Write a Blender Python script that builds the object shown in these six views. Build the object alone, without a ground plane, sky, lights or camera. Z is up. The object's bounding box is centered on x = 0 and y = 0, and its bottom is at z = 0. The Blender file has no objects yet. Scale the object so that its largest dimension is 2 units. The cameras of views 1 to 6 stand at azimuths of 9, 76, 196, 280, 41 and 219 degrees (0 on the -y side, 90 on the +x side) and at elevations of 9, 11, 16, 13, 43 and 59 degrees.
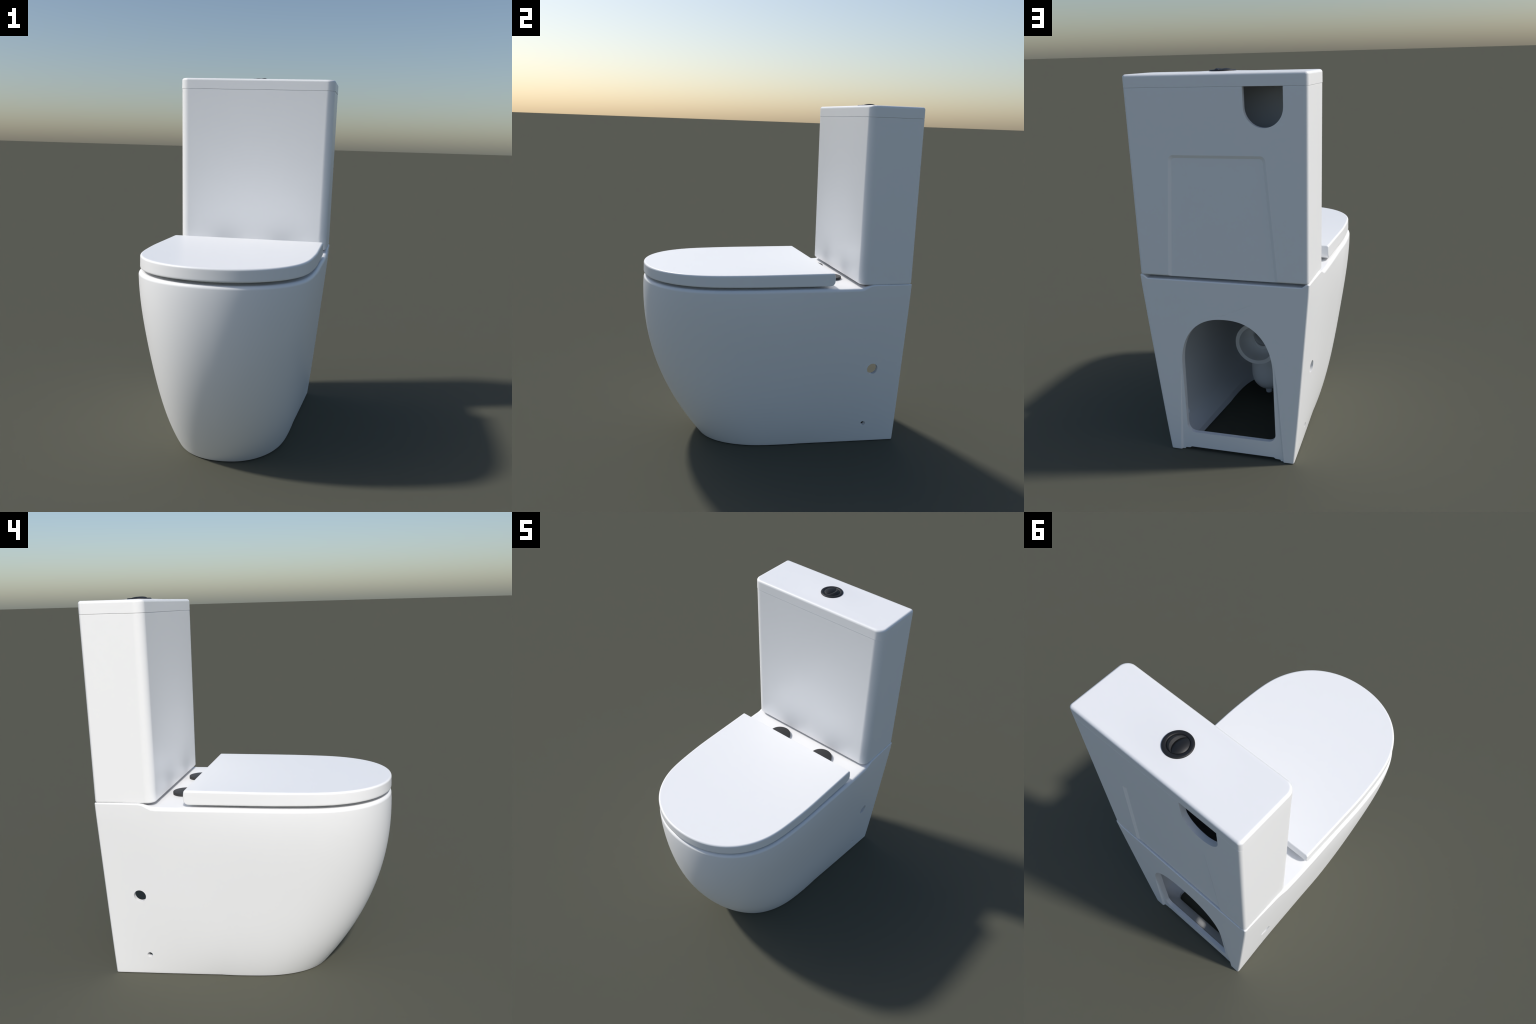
import bpy, bmesh, math
from mathutils import Vector

# ------------------------------------------------------------------ helpers
def lagrange(knots, values, z):
    r = 0.0
    for i, zi in enumerate(knots):
        l = 1.0
        for j, zj in enumerate(knots):
            if j != i:
                l *= (z - zj) / (zi - zj)
        r += values[i] * l
    return r

def lerp_table(table, z):
    if z <= table[0][0]:
        return table[0][1]
    for (a, va), (b, vb) in zip(table, table[1:]):
        if z <= b:
            return va + (vb - va) * (z - a) / (b - a)
    return table[-1][1]

def smooth(t):
    t = max(0.0, min(1.0, t))
    return t * t * (3 - 2 * t)

def make_object(name, bm, material=None, angle=35, parent=None):
    bmesh.ops.remove_doubles(bm, verts=bm.verts, dist=1e-6)
    bmesh.ops.recalc_face_normals(bm, faces=bm.faces)
    me = bpy.data.meshes.new(name)
    bm.to_mesh(me)
    bm.free()
    ob = bpy.data.objects.new(name, me)
    bpy.context.scene.collection.objects.link(ob)
    if material:
        me.materials.append(material)
    shade(ob, angle)
    if parent:
        ob.parent = parent
    return ob

def shade(ob, angle):
    me = ob.data
    for p in me.polygons:
        p.use_smooth = True
    me.set_sharp_from_angle(angle=math.radians(angle))

def loft(rings, cap_start=True, cap_end=True, closed=False):
    """Skin a list of equally long closed loops of points."""
    bm = bmesh.new()
    vs = [[bm.verts.new(p) for p in ring] for ring in rings]
    n = len(rings[0])
    pairs = list(zip(vs, vs[1:]))
    if closed:
        pairs.append((vs[-1], vs[0]))
    for a, b in pairs:
        for i in range(n):
            j = (i + 1) % n
            try:
                bm.faces.new((a[i], a[j], b[j], b[i]))
            except ValueError:
                pass
    if not closed:
        if cap_start:
            bm.faces.new(list(reversed(vs[0])))
        if cap_end:
            bm.faces.new(vs[-1])
    return bm

def apply_modifiers(ob, angle=35):
    dg = bpy.context.evaluated_depsgraph_get()
    me = bpy.data.meshes.new_from_object(ob.evaluated_get(dg))
    ob.modifiers.clear()
    ob.data = me
    if angle:
        shade(ob, angle)

def cut(ob, cutters, angle=35):
    for c in cutters:
        m = ob.modifiers.new("cut", 'BOOLEAN')
        m.operation = 'DIFFERENCE'
        m.solver = 'EXACT'
        m.object = c
    apply_modifiers(ob, angle)
    for c in cutters:
        bpy.data.objects.remove(c, do_unlink=True)

def finish(ob, bevel=0.0, angle=35):
    """Round the cut edges, then keep flat faces flat in shading."""
    if bevel:
        b = ob.modifiers.new("bevel", 'BEVEL')
        b.width = bevel
        b.segments = 2
        b.limit_method = 'ANGLE'
        b.angle_limit = math.radians(50)
        b.use_clamp_overlap = True
    w = ob.modifiers.new("weighted", 'WEIGHTED_NORMAL')
    w.keep_sharp = True
    w.weight = 60
    apply_modifiers(ob, None)

def prism_y(outline, y0, y1, outline_back=None):
    """Extrude an (x, z) outline along y."""
    return loft([[(x, y0, z) for x, z in outline],
                 [(x, y1, z) for x, z in (outline_back or outline)]])

def arc(cx, cy, r, a0, a1, n):
    return [(cx + r * math.cos(math.radians(a0 + (a1 - a0) * i / n)),
             cy + r * math.sin(math.radians(a0 + (a1 - a0) * i / n))) for i in range(n + 1)]

def offset_loop(pts, d):
    """Move a counter-clockwise closed loop of 2D points inwards by d (a number or a function of x, y)."""
    out, n = [], len(pts)
    for i in range(n):
        p, a, b = Vector(pts[i]), Vector(pts[i - 1]), Vector(pts[(i + 1) % n])
        t1, t2 = (p - a).normalized(), (b - p).normalized()
        n1, n2 = Vector((-t1.y, t1.x)), Vector((-t2.y, t2.x))
        m = (n1 + n2).normalized()
        k = 1.0 / max(0.5, m.dot(n1))
        dd = d(p.x, p.y) if callable(d) else d
        out.append(tuple(p + m * dd * k))
    return out

# ------------------------------------------------------------------ materials
def plain_material(name, color, rough, tint, coat=0.0, bump=0.0, scale=6.0, spec=0.5):
    m = bpy.data.materials.new(name)
    m.use_nodes = True
    nt = m.node_tree
    b = nt.nodes["Principled BSDF"]
    tc = nt.nodes.new("ShaderNodeTexCoord")
    nz = nt.nodes.new("ShaderNodeTexNoise")
    nz.inputs["Scale"].default_value = scale
    nz.inputs["Detail"].default_value = 3
    nt.links.new(tc.outputs["Object"], nz.inputs["Vector"])
    cr = nt.nodes.new("ShaderNodeValToRGB")
    cr.color_ramp.elements[0].position = 0.3
    cr.color_ramp.elements[1].position = 0.7
    cr.color_ramp.elements[0].color = (*[c * (1 - tint) for c in color], 1)
    cr.color_ramp.elements[1].color = (*color, 1)
    nt.links.new(nz.outputs["Fac"], cr.inputs["Fac"])
    nt.links.new(cr.outputs["Color"], b.inputs["Base Color"])
    b.inputs["Roughness"].default_value = rough
    b.inputs["Specular IOR Level"].default_value = spec
    b.inputs["Coat Weight"].default_value = coat
    b.inputs["Coat Roughness"].default_value = 0.15
    if bump:
        n2 = nt.nodes.new("ShaderNodeTexNoise")
        n2.inputs["Scale"].default_value = 9.0
        nt.links.new(tc.outputs["Object"], n2.inputs["Vector"])
        bp = nt.nodes.new("ShaderNodeBump")
        bp.inputs["Strength"].default_value = bump
        bp.inputs["Distance"].default_value = 0.002
        nt.links.new(n2.outputs["Fac"], bp.inputs["Height"])
        nt.links.new(bp.outputs["Normal"], b.inputs["Normal"])
    return m

CERAMIC = plain_material("white_glazed_ceramic", (0.98, 0.98, 0.98), 0.38, 0.004)
LID = plain_material("white_seat_plastic", (0.98, 0.98, 0.98), 0.38, 0.004)
BLACK = plain_material("black_satin_plastic", (0.014, 0.014, 0.015), 0.5, 0.1, scale=20)
CAP = plain_material("dark_grey_plastic", (0.025, 0.025, 0.026), 0.5, 0.1, scale=20)

# ------------------------------------------------------------------ root
toilet = bpy.data.objects.new("toilet", None)
bpy.context.scene.collection.objects.link(toilet)
toilet["label"] = "white back-to-wall toilet with tall cistern and closed lid"
toilet["category"] = "toilet"

# ------------------------------------------------------------------ bowl body
BACK = 0.7412         # wall plane
DECK = 0.975          # flat rim height
KNOTS = (0.0, 0.25, 0.5, 0.75, 0.975)
FRONT = (-0.400, -0.570, -0.6790, -0.7320, -0.7385)     # nose of each level
WAIST = (0.3080, 0.3705, 0.4065, 0.4380, 0.4493)      # half width where the nose starts
REAR = (0.345, 0.3735, 0.3992, 0.4245, 0.4465)        # half width at the wall

def level(z):
    z = max(0.0, min(DECK, z))
    return dict(yf=lagrange(KNOTS, FRONT, z), ws=lagrange(KNOTS, WAIST, z),
                wb=lagrange(KNOTS, REAR, z), y0=0.1535 - 0.2395 * z, bump=0.006 * smooth(z / 0.5),
                p=2.66 + 0.50 * z, q=2.167 - 0.097 * z)

def half_width(L, y, back):
    if y >= L['y0']:
        s = (y - L['y0']) / (back - L['y0'])
        return L['ws'] + (L['wb'] - L['ws']) * (1.12 * s - 0.12 * s * s) + L['bump'] * math.sin(math.pi * min(1.0, s)) ** 2
    t = min(1.0, (L['y0'] - y) / (L['y0'] - L['yf']))
    flank = 1 - 0.009 * math.sin(math.pi * min(1.0, t / 0.62)) ** 2
    return L['ws'] * flank * max(0.0, 1 - t ** L['p']) ** (1 / L['q'])

N_SIDE, N_NOSE, N_ACROSS, N_CORNER = 40, 56, 60, 4

def plan(L, back, corner=0.01):
    """Plan loop, counter-clockwise seen from above: left side going to the nose,
    right side going back, then across the wall from right to left."""
    right = []
    for i in range(N_CORNER + 1):                       # rounded rear corner
        a = math.radians(90 - 90 * i / N_CORNER)
        y = back - corner + corner * math.sin(a)
        w = half_width(L, y, back) - corner + corner * math.cos(a)
        right.append((w, y))
    for i in range(1, N_SIDE + 1):
        s = i / N_SIDE
        y = (back - corner) + (L['y0'] - (back - corner)) * s
        right.append((half_width(L, y, back), y))
    for i in range(1, N_NOSE):
        s = i / N_NOSE
        y = L['y0'] - (L['y0'] - L['yf']) * (1 - (1 - s) ** 2)
        right.append((half_width(L, y, back), y))
    left = [(-x, y) for x, y in right]
    loop = left + [(0.0, L['yf'])] + right[::-1]
    w = right[0][0]
    loop += [(w - 2 * w * k / N_ACROSS, back) for k in range(1, N_ACROSS)]
    return loop

def ledge(x, y):
    """Raised strips along both sides under the cistern."""
    return 0.0178 * smooth((y - 0.435) / 0.075) * smooth((abs(x) - 0.411) / 0.019)

def rim_radius(x, y):
    return 0.018 - 0.012 * smooth((y - 0.43) / 0.08)

def build_body():
    zs = [0.0, 0.0015, 0.005] + [0.03 * k for k in range(1, 31)] + [0.93]
    rings = []
    for z in zs:
        pts = plan(level(z), BACK)
        if z < 0.004:
            pts = offset_loop(pts, 0.003 if z == 0 else 0.001)
        rings.append([(x, y, z) for x, y in pts])
    top = plan(level(DECK), BACK)
    for k in range(0, 10):
        a = math.radians(90 * k / 9)
        pts = offset_loop(top, lambda x, y: rim_radius(x, y) * (1 - math.cos(a)))
        ring = []
        for (x, y), (x0, y0) in zip(pts, top):
            r = rim_radius(x0, y0)
            L = level(DECK - r + r * math.sin(a))
            ring.append((x, y, DECK + ledge(x0, y0) - r * (1 - math.sin(a))))
        rings.append(ring)
    n_half = N_CORNER + N_SIDE + N_NOSE
    bm = loft(rings, cap_start=True, cap_end=False)
    bm.verts.ensure_lookup_table()
    n = len(rings[0])
    base = (len(rings) - 1) * n
    ring = rings[-1]
    last = [bm.verts[base + i] for i in range(n)]
    prev = None
    for i in range(n_half + 1):
        if i == n_half:
            row = [last[n_half]]
        else:
            l, r = last[i], last[2 * n_half - i]
            if i == 0:
                row = [l] + [last[n - k] for k in range(1, N_ACROSS)] + [r]
            else:
                row = [l]
                for k in range(1, N_ACROSS):
                    # gather columns near both edges, where the ledges are
                    s = k / N_ACROSS
                    x = l.co.x + (r.co.x - l.co.x) * s
                    y = l.co.y + (r.co.y - l.co.y) * s
                    row.append(bm.verts.new((x, y, DECK + ledge(x, y))))
                row.append(r)
        if prev:
            if len(row) == 1:
                for a, b in zip(prev, prev[1:]):
                    bm.faces.new((a, row[0], b))
            else:
                for k in range(N_ACROSS):
                    bm.faces.new((prev[k], row[k], row[k + 1], prev[k + 1]))
        prev = row
    return make_object("bowl_body", bm, CERAMIC, 40, toilet)

body = build_body()

WALL = ((0.0, 0.097), (0.050, 0.091), (0.065, 0.054), (0.095, 0.035), (0.13, 0.028), (0.40, 0.024), (0.56, 0.024), (0.90, 0.026))
REAR_INNER = ((0.0, 0.633), (0.03, 0.637), (0.06, 0.657), (0.09, 0.690), (0.11, 0.699), (0.9, 0.702))

def build_cavity():
    rings = []
    zs = [-0.02, 0.0, 0.03, 0.06, 0.09, 0.11, 0.13, 0.15, 0.17] + [0.2 + 0.05 * k for k in range(12)]
    top = 0.85
    for z in zs + [0.79, 0.82, 0.84, top]:
        L = level(max(0, z))
        t = lerp_table(WALL, z)
        crown = 0.0 if z < 0.75 else 0.10 * (1 - math.sqrt(max(0.0, 1 - ((z - 0.75) / 0.1) ** 2)))
        L['ws'] -= t + crown
        L['wb'] -= t + crown
        L['yf'] += t * 1.1 + crown
        back = lerp_table(REAR_INNER, z) - crown * 0.2
        rings.append([(x, y, z) for x, y in plan(L, back, 0.035)])
    return make_object("cavity", loft(rings))

def arch_outline(grow=0.0):
    hw, zb, zt, zs = 0.247 + grow, 0.107 - grow, 0.778 + grow, 0.50
    pts = arc(-hw + 0.045, zb + 0.045, 0.045, 180, 270, 6) + arc(hw - 0.045, zb + 0.045, 0.045, 270, 360, 6)
    n = 40
    for i in range(n + 1):
        a = math.pi * i / n
        c, s = math.cos(a), math.sin(a)
        pts.append((hw * math.copysign(abs(c) ** 0.86, c), zs + (zt - zs) * abs(s) ** 0.9))
    return pts

def disc_x(y, z, r, x0, x1, n=40):
    return loft([[(x, y + r * math.cos(2 * math.pi * i / n), z + r * math.sin(2 * math.pi * i / n))
                  for i in range(n)] for x in (x0, x1)])

def wall_recess(name, outer, inner, z_low, depth_low, depth_high=None):
    bm = loft([[(x, BACK + 0.01, z) for x, z in outer],
               [(x, BACK + 0.0003, z) for x, z in outer],
               [(x, BACK - d, z) for (x, z), d in inner]])
    return make_object(name, bm)

def ellipse_z(cx, cy, a, b, z, n=64, power=2.2):
    pts = []
    for i in range(n):
        t = 2 * math.pi * i / n
        c, s = math.cos(t), math.sin(t)
        pts.append((cx + a * math.copysign(abs(c) ** (2 / power), c),
                    cy + b * math.copysign(abs(s) ** (2 / power), s), z))
    return pts

cutters = [build_cavity(),
           make_object("opening", prism_y(arch_outline(), 0.66, 0.80)),
           make_object("fixing_hole", disc_x(0.549, 0.480, 0.0328, -0.6, 0.6)),
           make_object("floor_screw_hole", disc_x(0.531, 0.122, 0.0150, -0.6, 0.6))]
# shallow middle panel of the wall side, deepest at the floor
o = [(0.262, 0.58), (-0.262, 0.58), (-0.298, -0.02), (0.298, -0.02)]
i = [((0.252, 0.56), 0.0040), ((-0.252, 0.56), 0.0040), ((-0.284, -0.02), 0.0235), ((0.284, -0.02), 0.0235)]
cutters.append(wall_recess("panel", o, i, 0, 0.012))
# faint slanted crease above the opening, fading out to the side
def crease_section(x, z, d):
    y = BACK - 0.0095 * (1 - z / DECK)
    return [(x, y + 0.004, z + 0.0035), (x, y + 0.004, z - 0.0035), (x, y - d, z + 0.002)]
cutters.append(make_object("crease", loft([crease_section(0.036, 0.786, 0.0016), crease_section(-0.05, 0.823, 0.0012), crease_section(-0.163, 0.873, 0.0002)])))
# clearance under the rear crossbar
cutters.append(make_object("clearance", prism_y(
    [(-0.28, -0.02), (0.28, -0.02), (0.268, 0.008), (0.242, 0.010), (0.232, 0.017), (-0.232, 0.017), (-0.242, 0.010), (-0.268, 0.008)],
    0.55, 0.80)))
# mouth of the basin
cutters.append(make_object("mouth", loft([ellipse_z(0, -0.22, 0.30, 0.385, z) for z in (0.80, 1.02)])))
for v in body.data.vertices:                       # the wall side leans in slightly towards the floor
    v.co.y -= 0.0095 * (1 - v.co.z / DECK) * smooth((v.co.y - 0.3) / 0.43)
cut(body, cutters, 17)
finish(body, 0.0, 17)

# ------------------------------------------------------------------ basin and outlet
def build_basin():
    inner = [(0.300, 0.385, -0.22, 0.962), (0.302, 0.388, -0.22, 0.93), (0.295, 0.38, -0.22, 0.86),
             (0.265, 0.345, -0.21, 0.74), (0.215, 0.28, -0.18, 0.60), (0.15, 0.20, -0.13, 0.47),
             (0.10, 0.13, -0.08, 0.38), (0.085, 0.09, -0.05, 0.30)]
    outer = [(a + 0.03, b + 0.03, cy, z - (0.03 if z < 0.5 else 0.0)) for a, b, cy, z in inner]
    rings = [ellipse_z(0, cy, a, b, z) for a, b, cy, z in inner[::-1]] + \
            [ellipse_z(0, cy, a, b, min(z, 0.95)) for a, b, cy, z in outer]
    return make_object("basin", loft(rings), CERAMIC, 50, toilet)

basin = build_basin()

def revolve_y(profile, cz, n=64):
    """Turn an (r, y) profile round the line x = 0, z = cz."""
    return [[(r * math.cos(2 * math.pi * i / n), y, cz + r * math.sin(2 * math.pi * i / n))
             for i in range(n)] for r, y in profile]

PIPE_Z = 0.443
outlet = make_object("outlet_pipe", loft(revolve_y(
    [(0.126, 0.244), (0.126, 0.25), (0.104, 0.25), (0.1035, 0.21), (0.100, 0.175), (0.092, 0.15), (0.079, 0.132), (0.066, 0.121),
     (0.060, 0.108), (0.058, 0.06), (0.058, -0.04), (0.066, -0.04), (0.070, 0.10), (0.095, 0.11), (0.106, 0.13), (0.118, 0.17)],
    PIPE_Z), closed=True), CERAMIC, 35, toilet)
prof = [(0.010, 0.063)] + [(0.10 * math.sin(math.radians(a)), 0.170 - 0.107 * math.cos(math.radians(a))) for a in range(10, 91, 10)] + \
       [(0.102, 0.30), (0.10, 0.42), (0.085, 0.50), (0.05, 0.54)]
trap = make_object("trap", loft([[(r * math.cos(2 * math.pi * i / 48), 0.035 + r * math.sin(2 * math.pi * i / 48), z)
                                  for i in range(48)] for r, z in prof]), CERAMIC, 40, toilet)
cut(trap, [make_object("bore", loft(revolve_y([(0.062, 0.20), (0.062, -0.20)], PIPE_Z)))], 35)
cut(basin, [make_object("bore", loft(revolve_y([(0.062, 0.20), (0.062, -0.15)], PIPE_Z)))], 50)
nub = make_object("drain_nub", loft([[(r * math.cos(2 * math.pi * i / 24), 0.035 + r * math.sin(2 * math.pi * i / 24), z)
                                      for i in range(24)] for r, z in [(0.016, 0.034), (0.019, 0.038), (0.022, 0.075)]]), CERAMIC, 40, trap)

# ------------------------------------------------------------------ cistern
def round_rect(hx, y0, y1, r_front, r_back, n=10):
    """Counter-clockwise plan loop: front is at y0, wall side at y1."""
    return (arc(-hx + r_front, y0 + r_front, r_front, 180, 270, n) +
            arc(hx - r_front, y0 + r_front, r_front, 270, 360, n) +
            arc(hx - r_back, y1 - r_back, r_back, 0, 90, n) +
            arc(-hx + r_back, y1 - r_back, r_back, 90, 180, n))

TANK_LOW, TANK_HIGH, TOP = 0.9925, 1.9198, 1.982
def tank_half(z):
    return 0.4430 + 0.0135 * (z - 1.0) / 0.95
def tank_front(z):
    return 0.4290 - 0.0050 * (z - 1.0) / 0.95

def tank_ring(z, inset, rf=0.048, rb=0.016):
    return [(x, y, z) for x, y in round_rect(tank_half(z) - inset, tank_front(z) + inset, BACK - 0.0008 - inset,
                                              max(0.002, rf - inset), max(0.002, rb - inset))]

def filleted(z0, z1, r_low, r_high, n=8, steps=1):
    """(z, inset) pairs of a wall with rounded lower and upper edges."""
    out = []
    for k in range(n + 1):
        a = math.radians(90 * k / n)
        out.append((z0 + r_low * (1 - math.cos(a)), r_low * (1 - math.sin(a))))
    for k in range(1, steps):
        out.append((z0 + r_low + (z1 - r_high - z0 - r_low) * k / steps, 0.0))
    for k in range(n + 1):
        a = math.radians(90 * k / n)
        out.append((z1 - r_high * (1 - math.sin(a)), r_high * (1 - math.cos(a))))
    return out

tank = make_object("cistern", loft([tank_ring(z, d) for z, d in filleted(TANK_LOW, TANK_HIGH, 0.010, 0.0026, steps=12)]),
                   CERAMIC, 40, toilet)
inside = make_object("hollow", loft([tank_ring(z, 0.026, 0.05, 0.04) for z in (1.03, 1.3, 1.6, 1.95)]))
u = arc(-0.2415, 1.829, 0.096, 180, 360, 24)
u = [(-0.3385, 1.95)] + u + [(-0.1445, 1.95)]
notch = make_object("notch", prism_y(u, 0.66, 0.80))
po = arc(-0.222, 1.58, 0.026, 90, 150, 5)[::-1]
ring_out = [(-0.291, 0.96)] + [(-0.246, 1.575)] + [(-0.243, 1.59), (-0.236, 1.600), (-0.224, 1.605)] + \
           [(0.224, 1.605), (0.236, 1.600), (0.243, 1.59), (0.246, 1.575), (0.291, 0.96)]
ring_in = [(-0.275, 0.96)] + [(-0.231, 1.57)] + [(-0.229, 1.58), (-0.224, 1.587), (-0.217, 1.590)] + \
          [(0.217, 1.590), (0.224, 1.587), (0.229, 1.58), (0.231, 1.57), (0.275, 0.96)]
bm = loft([[(x, 0.76, z) for x, z in ring_out], [(x, BACK - 0.0006, z) for x, z in ring_out],
           [(x, BACK - 0.0083, z) for x, z in ring_in]])
panel = make_object("panel", bm)
cut(tank, [inside, notch, panel], 17)
finish(tank, 0.0, 17)

# ------------------------------------------------------------------ cistern cover
def cover_ring(z, inset):
    return [(x, y, z) for x, y in round_rect(0.4575 - inset, 0.4235 + inset, BACK - 0.0005 - inset,
                                              max(0.002, 0.048 - inset), max(0.002, 0.018 - inset))]
def crown(x, y):
    """The cover swells very slightly around the flush button."""
    return CROWN * math.exp(-(x / 0.17) ** 2 - ((y - 0.586) / 0.11) ** 2)

CROWN = 0.0055
rings = [cover_ring(z, d) for z, d in filleted(1.9202, TOP, 0.0009, 0.014, n=8)]
def dense(ring):
    mid, out = rings[len(rings) // 2], []
    for (a, b), (ra, rb) in zip(zip(ring, ring[1:] + ring[:1]), zip(mid, mid[1:] + mid[:1])):
        n = max(1, int(math.dist(ra, rb) / 0.03))
        out += [tuple(p + (q - p) * k / n for p, q in zip(a, b)) for k in range(n)]
    return out
rings = [dense(r) for r in rings]
last = rings[-1]
for k in range(1, 15):
    f = 1 - k / 15
    ring = [(x * f, 0.582 + (y - 0.582) * f) for x, y, z in last]
    rings.append([(x, y, TOP + crown(x, y) * smooth(k / 8)) for x, y in ring])
cover = make_object("cistern_cover", loft(rings), CERAMIC, 40, toilet)
cut(cover, [make_object("hollow", loft([[(x, y, z) for x, y in round_rect(0.428, 0.452, 0.712, 0.03, 0.03)] for z in (1.90, 1.942)]))], 17)
finish(cover, 0.0, 17)

# ------------------------------------------------------------------ flush button
BX, BY = 0.0, 0.586
def revolve_z(profile, n=64, cx=BX, cy=BY):
    return [[(cx + r * math.cos(2 * math.pi * i / n), cy + r * math.sin(2 * math.pi * i / n), z)
             for i in range(n)] for r, z in profile]

button = make_object("flush_button", loft(revolve_z(
    [(0.0645, TOP - 0.004), (0.0645, TOP + 0.006), (0.0635, TOP + 0.0085), (0.0610, TOP + 0.0100), (0.0560, TOP + 0.0104), (0.0500, TOP + 0.0098),
     (0.0475, TOP + 0.0088), (0.0460, TOP + 0.0070), (0.0458, TOP - 0.003), (0.0458, TOP - 0.004)]), closed=True), BLACK, 40, toilet)

R_IN = 0.0445
def split(y):
    """x of the curved line between the two keys."""
    return -0.016 + 0.030 * math.sqrt(max(0.0, 1 - (y / (R_IN * 1.02)) ** 2))

def key_height(x, y, lens):
    swell = math.sqrt(max(0.0, 1 - (y / R_IN) ** 2))
    if lens:                                # convex almond
        d = min(1.0, ((x + 0.016) / 0.030) ** 2 + (y / R_IN) ** 2)
        return TOP + 0.0068 + 0.0100 * (1 - d) ** 0.8
    edge = math.sqrt(max(1e-9, R_IN ** 2 - y * y))
    mid = split(y)                          # crescent with its crest near the split
    t = max(0.0, min(1.0, (x - mid) / max(1e-6, edge - mid)))
    h = 1 - 0.55 * ((0.45 - t) / 0.45) if t < 0.45 else 1 - 0.95 * ((t - 0.45) / 0.55) ** 1.4
    return TOP + 0.0068 + 0.0112 * swell * h

def build_key(name, lens):
    rows, ny, nx = [], 36, 20
    bm = bmesh.new()
    lows, tops = [], []
    for j in range(ny + 1):
        y = R_IN * math.sin(math.pi * (j / ny - 0.5)) * 0.995
        edge = math.sqrt(max(0.0, R_IN ** 2 - y * y))
        mid = max(-edge, min(edge, split(y)))
        a, b = (-edge, mid - 0.0006) if lens else (mid + 0.0006, edge)
        if b < a:
            a = b = (a + b) / 2
        tops.append([bm.verts.new((BX + a + (b - a) * k / nx, BY + y, key_height(a + (b - a) * k / nx, y, lens))) for k in range(nx + 1)])
        lows.append([bm.verts.new((BX + a + (b - a) * k / nx, BY + y, TOP - 0.003)) for k in range(nx + 1)])
    for j in range(ny):
        for k in range(nx):
            bm.faces.new((tops[j][k], tops[j][k + 1], tops[j + 1][k + 1], tops[j + 1][k]))
            bm.faces.new((lows[j][k], lows[j + 1][k], lows[j + 1][k + 1], lows[j][k + 1]))
        bm.faces.new((tops[j][0], tops[j + 1][0], lows[j + 1][0], lows[j][0]))
        bm.faces.new((tops[j][nx], lows[j][nx], lows[j + 1][nx], tops[j + 1][nx]))
    for j in (0, ny):
        for k in range(nx):
            bm.faces.new((tops[j][k], tops[j][k + 1], lows[j][k + 1], lows[j][k]))
    bmesh.ops.dissolve_degenerate(bm, dist=1e-7, edges=bm.edges)
    return make_object(name, bm, BLACK, 45, button)

make_object("key_bed", loft(revolve_z([(0.0459, TOP - 0.004), (0.0459, TOP + 0.0062), (0.001, TOP + 0.0062)])), BLACK, 40, button)
build_key("half_flush_key", True)
build_key("full_flush_key", False)

# ------------------------------------------------------------------ seat lid and seat
LID_LOW, LID_HIGH, LID_REAR = 0.9885, 1.062, 0.281

def lid_level(inset):
    L = level(DECK)
    L['ws'] = 0.4395 - inset
    L['bump'] = 0.0
    L['p'] = 3.22
    L['wb'] = 0.4385 - inset
    L['yf'] = -0.7380 + inset
    return L

def build_lid():
    rings = []
    zs = [(LID_LOW, 0.004), (LID_LOW + 0.0015, 0.0015), (LID_LOW + 0.004, 0.0005)]
    zs += [(LID_LOW + 0.004 + 0.003 * k, 0.0) for k in range(1, 9)]
    zs += [(1.03, 0.0), (1.045, 0.0)]
    for k in range(0, 7):
        a = math.radians(90 * k / 6)
        zs.append((LID_HIGH - 0.010 * (1 - math.sin(a)), 0.010 * (1 - math.cos(a))))
    for z, inset in zs:
        r = 0.028
        d = max(0.0, LID_LOW + r - z)
        rear = LID_REAR - (r - math.sqrt(max(0.0, r * r - d * d)))
        rear -= 0.5 * inset + 0.004 * smooth((z - 1.03) / 0.035)
        # the top falls slightly towards the front
        k = smooth((z - 1.0) / 0.05)
        rings.append([(x, y, z + (0.004 * (1 - k) - 0.0075 * k) * (0.28 - y) / 1.02) for x, y in plan(lid_level(inset), rear, 0.005)])
    ob = make_object("seat_lid", loft(rings), LID, 40, toilet)
    finish(ob, 0.0, 40)
    return ob

lid = build_lid()

def build_seat():
    """Seat ring hidden between the lid and the rim."""
    outer = [(x, y) for x, y in plan(lid_level(0.07), 0.17, 0.03)]
    n = len(outer)
    inner = [(x * 0.66, -0.24 + (y + 0.24) * 0.74) for x, y in outer]
    rings = [[(x, y, z) for x, y in src] for src, z in ((outer, DECK + 0.0015), (outer, LID_LOW - 0.0015), (inner, LID_LOW - 0.0015), (inner, DECK + 0.0015))]
    return make_object("seat", loft(rings, closed=True), LID, 40, toilet)

build_seat()

# ------------------------------------------------------------------ hinge caps
cap_mesh = None
for x in (-0.1715, 0.1715):
    if cap_mesh is None:
        cap = make_object("hinge_cap", loft(revolve_z([(0.0690, 0.0), (0.0690, 0.0125), (0.0680, 0.0145), (0.0665, 0.015)], 72, 0.0, 0.0)), CAP, 40, toilet)
        cap_mesh = cap.data
    else:
        cap = bpy.data.objects.new("hinge_cap", cap_mesh)
        bpy.context.scene.collection.objects.link(cap)
        cap.parent = toilet
    cap.location = (x, 0.336, DECK + 0.0008)
